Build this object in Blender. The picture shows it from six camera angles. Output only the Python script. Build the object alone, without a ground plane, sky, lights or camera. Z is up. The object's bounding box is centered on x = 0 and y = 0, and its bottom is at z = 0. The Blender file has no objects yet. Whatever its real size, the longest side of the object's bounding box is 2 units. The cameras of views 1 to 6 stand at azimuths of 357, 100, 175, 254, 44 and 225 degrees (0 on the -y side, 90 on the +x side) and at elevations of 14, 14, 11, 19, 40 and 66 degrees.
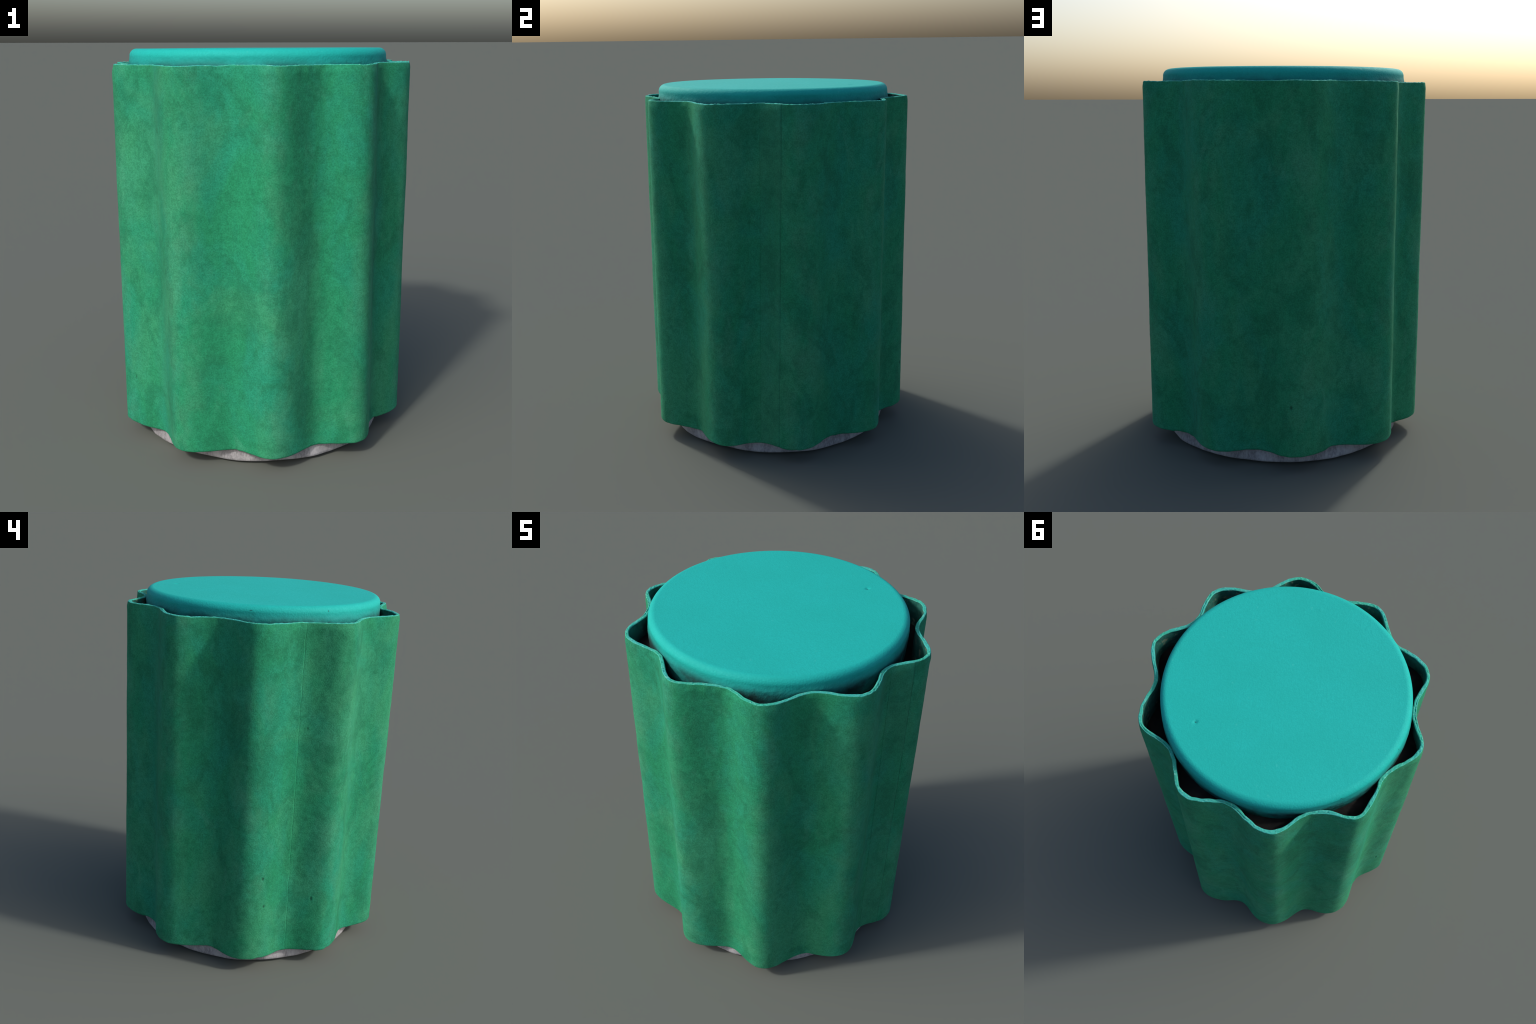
"""Round stool: a teal leather seat drum standing inside a stiff, fluted green
suede skirt (ten flutes), on a pale fabric-covered base ring."""
import bpy, math
import numpy as np
from mathutils import Vector, noise

# ----------------------------------------------------------------- sizes (m)
RIM_Z, HEM_Z = 1.927, 0.084          # top and bottom edge of the skirt
RIM_TILT = (.0061, -.003)            # the rim line leans a little (dz/dx, dz/dy)
GROW = 0.0042                        # hide stands proud of the plan lines
WALL = 0.020                         # skirt thickness (two glued hides)
SKIRT_C = (0.0015, -0.0015)            # the skirt is off the other way
SEAT_C = (-0.012, -0.005)            # the seat stands slightly off centre
SEAT_R = 0.652

# Plan of the skirt: radius (mm) of the control polygon every 6 degrees,
# counter-clockwise from +x, at the rim and at the hem (ten flutes).
RIM_PLAN = [661, 666, 728, 775, 765, 723, 682, 687, 732, 761, 769, 703,
            663, 670, 704, 757, 765, 720, 674, 680, 720, 767, 777, 719,
            676, 677, 714, 789, 766, 726, 688, 685, 718, 775, 766, 712,
            684, 691, 740, 779, 777, 723, 673, 679, 714, 764, 741, 693,
            664, 660, 714, 755, 744, 691, 659, 660, 711, 758, 757, 708]
HEM_PLAN = [665, 681, 746, 774, 760, 706, 665, 674, 714, 754, 752, 711,
            661, 667, 738, 774, 756, 722, 668, 671, 739, 771, 771, 731,
            681, 672, 738, 771, 771, 731, 677, 670, 718, 772, 757, 722,
            675, 669, 711, 776, 778, 732, 687, 665, 717, 769, 752, 711,
            665, 659, 711, 764, 760, 713, 669, 662, 710, 756, 769, 724]

# Nicks in the suede: (angle deg, height, half width m, half height m, depth m)
NICKS = [(170.5, .568, .006, .009, .004), (171.5, .402, .005, .008, .004),
         (193.0, .411, .005, .013, .0035), (207.0, .350, .004, .012, .003),
         (88.3, .347, .006, .010, .004), (152.5, .92, .003, .006, .0015),
         (187.0, 1.38, .004, .008, .002)]


def bspline(ctrl, deg):
    """Periodic uniform cubic B-spline through a ring of control values."""
    c = np.asarray(ctrl, float) / 1000.0
    k = len(c)
    x = (np.asarray(deg) % 360.0) / 360.0 * k
    i = np.floor(x).astype(int)
    f = x - i
    w = ((1 - f) ** 3 / 6, (3 * f ** 3 - 6 * f ** 2 + 4) / 6,
         (-3 * f ** 3 + 3 * f ** 2 + 3 * f + 1) / 6, f ** 3 / 6)
    return sum(w[j] * c[(i + j - 1) % k] for j in range(4))


def smooth(a, b, x):
    t = np.clip((x - a) / (b - a), 0, 1)
    return t * t * (3 - 2 * t)


def wave_noise(seed, n, lo, hi):
    """Random sum of cosines on the (angle, height) sheet; about unit size."""
    g = np.random.default_rng(seed)
    terms = []
    for _ in range(n):
        s = math.exp(g.uniform(math.log(lo), math.log(hi)))   # cycles per metre
        d = g.uniform(0, 2 * math.pi)
        terms.append((int(round(s * 4.6 * math.cos(d))), s * math.sin(d),
                      g.uniform(0, 2 * math.pi), s ** -0.7))
    tot = math.sqrt(sum(t[3] ** 2 for t in terms) / 2)

    def f(rad, z):
        out = 0.0
        for ka, kz, ph, am in terms:
            out = out + am * np.cos(ka * rad + 2 * math.pi * kz * z + ph)
        return out / tot
    return f


WOBBLE = wave_noise(3, 26, 0.8, 6)        # soft unevenness of the hide
RIPPLE = wave_noise(8, 40, 10, 40)        # small ripples
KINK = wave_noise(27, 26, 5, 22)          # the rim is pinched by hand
EDGE = wave_noise(15, 30, 1.5, 25)        # hand-cut rim and hem


def mesh_object(name, verts, faces, mat, parent, smooth_shade=True):
    me = bpy.data.meshes.new(name)
    me.vertices.add(len(verts))
    me.vertices.foreach_set("co", np.asarray(verts, np.float32).ravel())
    faces = np.asarray(faces, np.int32)
    nf, w = faces.shape
    me.loops.add(nf * w)
    me.loops.foreach_set("vertex_index", faces.ravel())
    me.polygons.add(nf)
    me.polygons.foreach_set("loop_start", np.arange(nf, dtype=np.int32) * w)
    me.polygons.foreach_set("use_smooth", np.full(nf, smooth_shade))
    me.update(calc_edges=True)
    me.validate()
    ob = bpy.data.objects.new(name, me)
    bpy.context.scene.collection.objects.link(ob)
    me.materials.append(mat)
    ob.parent = parent
    return ob


def ring_faces(rows, cols):
    """Quads joining `rows` closed rings of `cols` vertices (row-major)."""
    r = np.arange(rows - 1)[:, None]
    c = np.arange(cols)[None, :]
    d = (c + 1) % cols
    return np.stack([r * cols + c, r * cols + d, (r + 1) * cols + d,
                     (r + 1) * cols + c], -1).reshape(-1, 4)


# ------------------------------------------------------------------ materials
class Nodes:
    def __init__(self, name):
        self.mat = bpy.data.materials.new(name)
        self.mat.use_nodes = True
        self.t = self.mat.node_tree
        self.bsdf = self.t.nodes["Principled BSDF"]
        self.co = self.t.nodes.new("ShaderNodeTexCoord").outputs["Object"]

    def new(self, kind, **kw):
        n = self.t.nodes.new(kind)
        for k, v in kw.items():
            setattr(n, k, v)
        return n

    def put(self, sock, v):
        if isinstance(v, bpy.types.NodeSocket):
            self.t.links.new(v, sock)
        else:
            sock.default_value = v

    def mapping(self, scale=(1, 1, 1), loc=(0, 0, 0)):
        m = self.new("ShaderNodeMapping")
        self.put(m.inputs["Vector"], self.co)
        m.inputs["Scale"].default_value = scale
        m.inputs["Location"].default_value = loc
        return m.outputs[0]

    def noise(self, scale, detail=3, rough=.55, vec=None, dist=0.0):
        n = self.new("ShaderNodeTexNoise")
        self.put(n.inputs["Vector"], vec or self.co)
        n.inputs["Scale"].default_value = scale
        n.inputs["Detail"].default_value = detail
        n.inputs["Roughness"].default_value = rough
        n.inputs["Distortion"].default_value = dist
        return n.outputs["Fac"]

    def ramp(self, v, a, b, lo=0.0, hi=1.0):
        m = self.new("ShaderNodeMapRange", interpolation_type="SMOOTHSTEP")
        self.put(m.inputs[0], v)
        for i, x in zip((1, 2, 3, 4), (a, b, lo, hi)):
            m.inputs[i].default_value = x
        return m.outputs[0]

    def ramp_linear(self, v, a, b):
        m = self.new("ShaderNodeMapRange")
        self.put(m.inputs[0], v)
        m.inputs[1].default_value = a
        m.inputs[2].default_value = b
        return m.outputs[0]

    def math(self, op, a, b=0.0, c=0.0):
        m = self.new("ShaderNodeMath", operation=op)
        for i, x in enumerate((a, b, c)):
            self.put(m.inputs[i], x)
        return m.outputs[0]

    def mix(self, fac, a, b, blend="MIX"):
        m = self.new("ShaderNodeMix", data_type="RGBA", blend_type=blend)
        self.put(m.inputs[0], fac)
        for s, x in ((m.inputs[6], a), (m.inputs[7], b)):
            self.put(s, x if isinstance(x, bpy.types.NodeSocket) else (*x, 1.0))
        return m.outputs[2]

    def xyz(self):
        s = self.new("ShaderNodeSeparateXYZ")
        self.put(s.inputs[0], self.co)
        return s.outputs

    def bump(self, h, strength, dist, prev=None):
        b = self.new("ShaderNodeBump")
        b.inputs["Strength"].default_value = strength
        b.inputs["Distance"].default_value = dist
        self.put(b.inputs["Height"], h)
        if prev:
            self.put(b.inputs["Normal"], prev)
        return b.outputs[0]

    def finish(self, color, rough=.8, normal=None, **inp):
        self.put(self.bsdf.inputs["Base Color"], color)
        self.put(self.bsdf.inputs["Roughness"], rough)
        if normal:
            self.put(self.bsdf.inputs["Normal"], normal)
        for k, v in inp.items():
            self.put(self.bsdf.inputs[k.replace("_", " ")], v)
        return self.mat


def suede_material():
    n = Nodes("green_suede")
    big = n.noise(2.6, 5, .58, n.mapping((1, 1, .65)), .9)
    hue = n.noise(3.8, 5, .6, n.mapping((1, 1, .5), (7, 3, 1)), .7)
    mid = n.noise(7.5, 5, .62, n.mapping((1, 1, .7), (2, 9, 4)), .7)
    scuff = n.noise(9, 5, .6, n.mapping((1, 1, .55), (8, 2, 6)), .8)
    grain = n.noise(150, 3, .72)
    nap = n.noise(38, 3, .6)
    c = n.mix(n.ramp(hue, .38, .66), (.0190, .234, .110), (.0190, .244, .142))
    c = n.mix(n.ramp(big, .42, .68, 0, .60), c, (.046, .270, .134))
    c = n.mix(n.ramp(mid, .44, .66, 0, .58), c, (.0150, .160, .080))
    c = n.mix(n.ramp(scuff, .56, .76, 0, .34), c, (.060, .290, .170))
    # worn pile along the crests of the flutes
    x, y, z = n.xyz()
    rad = n.math("SQRT", n.math("ADD", n.math("MULTIPLY", x, x),
                                n.math("MULTIPLY", y, y)))
    worn = n.math("MULTIPLY", n.ramp(rad, .72, .77),
                  n.ramp(n.noise(7, 4, .6, n.mapping((1, 1, .6), (1, 5, 8))),
                         .42, .72, 0, .30))
    c = n.mix(worn, c, (.080, .280, .162))
    c = n.mix(n.ramp(nap, .36, .64), n.mix(1.0, c, (.90, .93, .92), "MULTIPLY"),
              n.mix(1.0, c, (1.08, 1.05, 1.06), "MULTIPLY"))
    c = n.mix(n.ramp(grain, .34, .66, 0, 1), n.mix(1.0, c, (.81, .84, .84), "MULTIPLY"),
              n.mix(1.0, c, (1.21, 1.15, 1.18), "MULTIPLY"))
    # the sewn strip at +x: greyer nap between two dark stitch lines
    deg = n.math("MULTIPLY", n.math("ARCTAN2", y, x), 180 / math.pi)
    t = n.ramp_linear(z, HEM_Z, RIM_Z)
    da = n.math("SUBTRACT", deg, n.math("MULTIPLY_ADD", t, 1.5, 2.3))
    db = n.math("SUBTRACT", deg, n.math("MULTIPLY_ADD", t, 2.0, 10.75))
    strip = n.math("MULTIPLY", n.ramp(da, 0, .3), n.ramp(db, -.2, .1, 1, 0))
    c = n.mix(n.math("MULTIPLY", strip, .14), c, (.055, .215, .150))
    brk = n.ramp(n.noise(18, 3, .6), .30, .55, .25, .8)
    line = n.math("MAXIMUM", n.ramp(n.math("ABSOLUTE", da), .03, .18, .28, 0),
                  n.ramp(n.math("ABSOLUTE", db), .03, .22, .44, 0))
    c = n.mix(n.math("MULTIPLY", line, brk), c, (.010, .060, .034))
    # dark bottoms of the nicks
    spot = None
    for deg, h, w, hh, d in NICKS:
        r = float(plan_radius(np.array([deg]), h)[0])
        p = Vector((r * math.cos(math.radians(deg)) + SKIRT_C[0],
                    r * math.sin(math.radians(deg)) + SKIRT_C[1], h))
        v = n.new("ShaderNodeVectorMath", operation="SUBTRACT")
        n.put(v.inputs[0], n.co)
        v.inputs[1].default_value = p
        s = n.new("ShaderNodeVectorMath", operation="MULTIPLY")
        n.put(s.inputs[0], v.outputs[0])
        s.inputs[1].default_value = (.72 / w, .72 / w, .8 / hh)
        l = n.new("ShaderNodeVectorMath", operation="LENGTH")
        n.put(l.inputs[0], s.outputs[0])
        m = n.ramp(l.outputs["Value"], .40, 1.15, min(.75, d * 175), 0)
        spot = m if spot is None else n.math("MAXIMUM", spot, m)
    c = n.mix(spot, c, (.012, .05, .032))
    nm = n.bump(grain, .40, .004)
    nm = n.bump(mid, .15, .006, nm)
    return n.finish(c, .92, nm, Sheen_Weight=.05, Sheen_Roughness=.45,
                    Sheen_Tint=(.45, .95, .75, 1), Specular_IOR_Level=.12)


def rim_material():
    n = Nodes("cut_hide_edge")
    fibre = n.noise(90, 4, .7)
    tone = n.noise(9, 4, .6)
    c = n.mix(n.ramp(tone, .35, .65), (.036, .37, .26), (.045, .38, .335))
    c = n.mix(n.ramp(fibre, .50, .76, 0, .70), c, (.26, .62, .53))
    c = n.mix(n.ramp(n.noise(120, 2, .5, n.mapping((1, 1, 1), (3, 3, 3))), .62, .74, 0, .6), c, (.02, .14, .11))
    return n.finish(c, .85, n.bump(fibre, .5, .004), Specular_IOR_Level=.15)


def lining_material():
    n = Nodes("raw_hide_lining")
    patch = n.noise(8, 5, .65)
    c = n.mix(n.ramp(patch, .35, .62), (.010, .080, .066), (.036, .17, .138))
    c = n.mix(n.ramp(n.noise(21, 4, .6), .55, .70, 0, .7), c, (.22, .27, .19))
    return n.finish(c, .95, n.bump(n.noise(60, 4, .7), .4, .004),
                    Specular_IOR_Level=.1)


def leather_material():
    n = Nodes("teal_leather")
    vor = n.new("ShaderNodeTexVoronoi", feature="F1")
    n.put(vor.inputs["Vector"], n.co)
    vor.inputs["Scale"].default_value = 120
    cell = vor.outputs["Distance"]
    fine = n.noise(70, 4, .6, None, .8)
    tone = n.noise(3.0, 4, .6)
    c = n.mix(n.ramp(tone, .35, .65), (.0098, .400, .358), (.0112, .422, .386))
    c = n.mix(n.ramp(fine, .36, .64, 0, .40), c, (.010, .355, .315))
    c = n.mix(n.ramp(cell, .15, .55, 0, .32), c, (.010, .345, .310))
    c = n.mix(n.ramp(n.noise(26, 2, .5, n.mapping((1, 1, 1), (5, 1, 2))), .70, .78, 0, .25), c, (.06, .46, .42))
    # baked shade painted darker down the flank, along with the hide's own greying
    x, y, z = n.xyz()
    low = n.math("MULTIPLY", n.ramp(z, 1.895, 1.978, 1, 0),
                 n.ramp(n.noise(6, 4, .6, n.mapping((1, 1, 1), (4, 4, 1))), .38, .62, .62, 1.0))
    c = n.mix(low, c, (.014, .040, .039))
    # small cuts: one on the top, two on the shoulder
    for p, size, f in (((.1765, .454, 1.994), (.008, .005, .02), .75),
                       ((-.617, .222, 1.968), (.010, .012, .004), .85),
                       ((-.638, -.170, 1.972), (.010, .006, .008), .6)):
        v = n.new("ShaderNodeVectorMath", operation="SUBTRACT")
        n.put(v.inputs[0], n.co)
        v.inputs[1].default_value = p
        d = n.new("ShaderNodeVectorMath", operation="DIVIDE")
        n.put(d.inputs[0], v.outputs[0])
        d.inputs[1].default_value = size
        l = n.new("ShaderNodeVectorMath", operation="LENGTH")
        n.put(l.inputs[0], d.outputs[0])
        c = n.mix(n.ramp(l.outputs["Value"], .2, 1.0, f, 0), c, (.006, .055, .055))
    nm = n.bump(cell, .16, .004)
    nm = n.bump(fine, .12, .004, nm)
    return n.finish(c, n.ramp(fine, .3, .7, .68, .78), nm, Specular_IOR_Level=.20)


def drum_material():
    n = Nodes("dark_cavity_fill")  # near-black of the scan's cavity fill, shared by drum and gap floor
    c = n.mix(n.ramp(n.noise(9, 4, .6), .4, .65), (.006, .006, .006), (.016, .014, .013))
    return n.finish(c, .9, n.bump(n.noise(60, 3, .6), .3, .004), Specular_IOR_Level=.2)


def base_material():
    n = Nodes("pale_base_cloth")
    streak = n.noise(14, 5, .65, n.mapping((1, 1, .35)))
    weave = n.noise(120, 3, .7, n.mapping((1, 1, .5)))
    c = n.mix(n.ramp(streak, .36, .66), (.19, .186, .200), (.385, .380, .402))
    c = n.mix(n.ramp(weave, .35, .68, 0, .35), c, (.54, .53, .555))
    c = n.mix(n.ramp(n.noise(30, 4, .6, n.mapping((1, 1, .2), (3, 1, 6))), .62, .72, 0, .5), c, (.13, .12, .13))
    return n.finish(c, .8, n.bump(weave, .3, .004), Specular_IOR_Level=.25)


# ------------------------------------------------------------------ the skirt
def plan_radius(deg, z):
    s = (z - HEM_Z) / (RIM_Z - HEM_Z)
    return GROW * (.55 + .45 * s) + (1 - s) * bspline(HEM_PLAN, deg) + s * bspline(RIM_PLAN, deg)


def seam_relief(deg, z):
    """Two joins of the hide: a sewn strip at +x, a lapped edge at -x."""
    t = np.clip((z - HEM_Z) / (RIM_Z - HEM_Z), 0, 1)
    r = 0.0
    d = (deg + 180) % 360 - 180
    a, b = 2.3 + 1.5 * t, 10.7 + 2.0 * t + .05 * np.sin(23 * z)
    r = r + .0012 * smooth(a, a + .25, d) * (1 - smooth(b - .2, b + .05, d))
    r = r - .0012 * np.exp(-((d - a) / .11) ** 2)
    r = r - .0012 * np.exp(-((d - b - .12) / .12) ** 2)
    r = r + .0020 * smooth(b - 2.5, b - .2, d) * (1 - smooth(b - .15, b + .05, d))
    # lapped edge, slightly ragged; the lap lies on the +y side
    e = 183.6 - .3 * np.sin(2.2 * z) - .45 * smooth(.9, 1.45, z) + .12 * np.sin(37 * z) + .07 * np.sin(81 * z + 1)
    q = deg % 360 - e
    r = r + .0025 * smooth(-5.0, -.3, q) * (1 - smooth(-.16, .08, q))
    r = r - .0020 * np.exp(-((q - .16) / .12) ** 2)
    return r


def nick_relief(deg, z):
    r = 0.0
    for a, h, w, hh, d in NICKS:
        x = ((deg - a + 180) % 360 - 180) * math.pi / 180 * .73
        r = r - d * np.exp(-(x / w) ** 2 - ((z - h) / hh) ** 2)
    return r


def build_skirt(parent, suede, edge, lining):
    N = 1800
    deg = np.arange(N) * 360.0 / N
    rad = np.radians(deg)

    def ring(z, inset):
        """One ring at height z (array or scalar), pushed in along the plan normal."""
        z = np.broadcast_to(np.asarray(z, float), (N,))
        mid = np.clip(z, HEM_Z, RIM_Z)
        body = np.sin(np.pi * np.clip((mid - HEM_Z) / (RIM_Z - HEM_Z), 0, 1)) ** .5
        r = plan_radius(deg, mid)
        r = r + .0008 * WOBBLE(rad, mid) * body + .00020 * RIPPLE(rad, mid)
        r = r + .0013 * KINK(rad, mid) * smooth(.09, 0, RIM_Z - mid)
        x, y = r * np.cos(rad), r * np.sin(rad)
        tx = np.roll(x, -6) - np.roll(x, 6)
        ty = np.roll(y, -6) - np.roll(y, 6)
        l = np.hypot(tx, ty)
        nx, ny = ty / l, -tx / l
        inset = np.broadcast_to(np.asarray(inset, float), (N,))
        skin = (seam_relief(deg, mid) + nick_relief(deg, mid)) * np.clip(1 - inset / .008, 0, 1)
        px, py = x + nx * (skin - inset), y + ny * (skin - inset)
        lean = smooth(HEM_Z, RIM_Z, mid) * (RIM_TILT[0] * px + RIM_TILT[1] * py)
        return np.stack([px + SKIRT_C[0], py + SKIRT_C[1], z + lean], -1)

    lip = .0011 * EDGE(rad, 0 * rad)                     # rim line, hand cut
    hem = .0018 * EDGE(rad, 3 + 0 * rad)
    chip = wave_noise(52, 50, 3, 30)                     # small bites out of both edges
    lip = .0008 + lip - .0020 * smooth(1.1, 2.2, chip(rad, 0 * rad))
    hem = hem - .0012 + .0032 * smooth(1.3, 2.4, chip(rad, 5 + 0 * rad))
    # outer face, hem to rim, with rolled lower edge and slightly drawn-in lip
    M = 380
    zs = np.linspace(HEM_Z + .010, RIM_Z - .006, M)
    outer = [ring(HEM_Z + hem + dz, i) for dz, i in
             ((.000, .0090), (.0012, .0052), (.0038, .0022), (.0070, .0007))]
    for k, z in enumerate(zs):
        w = smooth(.12, 0, z - HEM_Z) * hem + smooth(.12, 0, RIM_Z - z) * lip
        outer.append(ring(z + w, .0035 * smooth(.035, 0, RIM_Z - z)))
    outer.append(ring(RIM_Z - .0025 + lip, .0046))
    rows = len(outer)
    mesh_object("suede_skirt", np.concatenate(outer), ring_faces(rows, N), suede, parent)

    # cut edge: two hides side by side, parted here and there
    part = smooth(.15, 1.3, wave_noise(21, 24, 1.2, 9)(rad, 0 * rad))
    fray = .0008 * wave_noise(33, 60, 25, 120)(rad, 0 * rad)
    wide = .0016 * wave_noise(39, 30, 3, 30)(rad, 0 * rad)   # uneven thickness
    g = .0008 + .0022 * part
    depth = .0006 + .0075 * part
    rimr = [ring(RIM_Z - .0025 + lip, .0046), ring(RIM_Z - .0006 + lip + fray, .0060),
            ring(RIM_Z + lip + fray, .0080), ring(RIM_Z - .0004 + lip, .0120 - g),
            ring(RIM_Z - depth + lip, .0120), ring(RIM_Z - .0004 + lip - fray, .0120 + g),
            ring(RIM_Z + lip - fray, 0.0172 + .5 * wide), ring(RIM_Z - .0010 + lip, .0206 + wide + .0012 * part),
            ring(RIM_Z - .0040 + lip, .0226 + wide + .002 * part)]
    mesh_object("rim_edge", np.concatenate(rimr), ring_faces(len(rimr), N), edge, parent)

    inner = [ring(RIM_Z - .0040 + lip, .0226 + wide + .002 * part)]
    for z in np.linspace(RIM_Z - .014, HEM_Z + .012, 120):
        inner.append(ring(z + smooth(.1, 0, RIM_Z - z) * lip + smooth(.1, 0, z - HEM_Z) * hem,
                          WALL + .0022))
    inner += [ring(HEM_Z + .003 + hem, WALL - .001), ring(HEM_Z + hem, .0150),
              ring(HEM_Z + hem, .0090)]
    mesh_object("skirt_lining", np.concatenate(inner), ring_faces(len(inner), N), lining, parent)


# ------------------------------------------------------- turned seat and base
def turned(name, profile, mat, parent, centre, cols, relief=None, close_top=False):
    """Lathe a (radius, z) profile; relief(x, y, z, r) gives (dr, dz)."""
    prof = np.asarray(profile)
    a = np.arange(cols) * 2 * math.pi / cols
    rows = []
    for r, z in prof:
        rr = np.full(cols, r)
        zz = np.full(cols, z)
        if relief:
            dr, dz = relief(a, rr, zz)
            rr, zz = rr + dr, zz + dz
        rows.append(np.stack([centre[0] + rr * np.cos(a), centre[1] + rr * np.sin(a), zz], -1))
    v = np.concatenate(rows)
    return mesh_object(name, v, ring_faces(len(prof), cols), mat, parent)


SEAT_TOP = 1.9969                    # crown of the shoulder
SEAT_CROWN = .0008                    # almost flat on top
SEAT_TILT = (.0023, -.0033)
GAP_FILL_Z = 1.85


def build_seat(parent, leather):
    rho = .036
    prof = []
    for z in np.linspace(1.80, SEAT_TOP - rho, 34):
        prof.append((SEAT_R + .002 - .006 * smooth(1.90, 1.80, z)
                     - .004 * smooth(1.92, 1.955, z), z))
    r_top = SEAT_R - .002
    for t in np.linspace(0, 1, 26)[1:]:
        a = t * math.pi / 2
        prof.append((r_top - rho * (1 - math.cos(a)),
                     SEAT_TOP - rho + rho * math.sin(a)))
    for r in np.linspace(r_top - rho, .0006, 150)[1:]:
        prof.append((r, SEAT_TOP + SEAT_CROWN * (1 - (r / (r_top - rho)) ** 2)))
    wr = wave_noise(44, 40, 6, 45)
    soft = wave_noise(45, 18, .7, 4)
    dents = [(.1765, .454, .009, .0060), (.2035, -.473, .010, -.0012), (-.50, .10, .012, .0010)]

    def relief(a, r, z):
        flank = smooth(1.975, 1.93, z)
        dr = flank * (.0006 * wr(a, z * 1.8) + .0016 * soft(a, z))
        x = SEAT_C[0] + r * np.cos(a)
        y = SEAT_C[1] + r * np.sin(a)
        top = smooth(1.96, 1.985, z)
        dz = top * .0005 * np.sin(5.1 * x + 1.3 * np.sin(4 * y)) * np.cos(4.3 * y + 2 * x)
        dz = dz + SEAT_TILT[0] * x + SEAT_TILT[1] * y
        for dx, dy, w, d in dents:
            q = ((x - dx) ** 2 + ((y - dy) * .8) ** 2) / w ** 2
            dz = dz - top * d * np.exp(-q)
        return dr, dz
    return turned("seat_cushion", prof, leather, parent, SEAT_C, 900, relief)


def build_drum(parent, dark):
    prof = [(.600, 1.82), (.640, 1.80), (.645, 1.70), (.642, .25), (.600, .24)]
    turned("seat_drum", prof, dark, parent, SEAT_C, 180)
    # dark floor added for the scan's black gap fill, following the flutes
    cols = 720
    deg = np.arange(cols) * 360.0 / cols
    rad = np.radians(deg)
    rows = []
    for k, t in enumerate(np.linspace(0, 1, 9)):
        z = (GAP_FILL_Z - .03 * t + .03 * np.exp(-((deg - 98) / 18) ** 2)
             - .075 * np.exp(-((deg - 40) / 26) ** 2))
        r = (1 - t) * .630 + t * (plan_radius(deg, GAP_FILL_Z) - .011)
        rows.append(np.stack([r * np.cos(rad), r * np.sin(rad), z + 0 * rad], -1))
    return mesh_object("gap_fill_floor", np.concatenate(rows), ring_faces(9, cols), dark, parent)


def build_base(parent, pale):
    soft = wave_noise(61, 20, .6, 5)
    crease = wave_noise(62, 30, 4, 20)

    def relief(a, r, z):
        wall = smooth(.60, .63, r)
        dr = wall * (.0030 * soft(a, z) + .0010 * crease(a, z))
        dz = wall * smooth(.12, .03, z) * (.0020 * soft(a, z + 2) - .002 * np.sin(a))
        return dr, dz
    prof = [(.020, .002), (.40, .001), (.55, .0), (.59, .003), (.638, .0120), (.6480, .0148), (.652, .019),
            (.653, .030), (.652, .05), (.650, .09), (.645, .16), (.634, .26), (.60, .27)]
    return turned("base_ring", prof, pale, parent, (0, 0), 720, relief)


def main():
    stool = bpy.data.objects.new("stool", None)
    bpy.context.scene.collection.objects.link(stool)
    stool["label"] = "round stool with fluted green suede skirt and teal leather seat"
    stool["category"] = "stool"
    build_skirt(stool, suede_material(), rim_material(), lining_material())
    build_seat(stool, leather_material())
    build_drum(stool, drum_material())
    build_base(stool, base_material())


main()
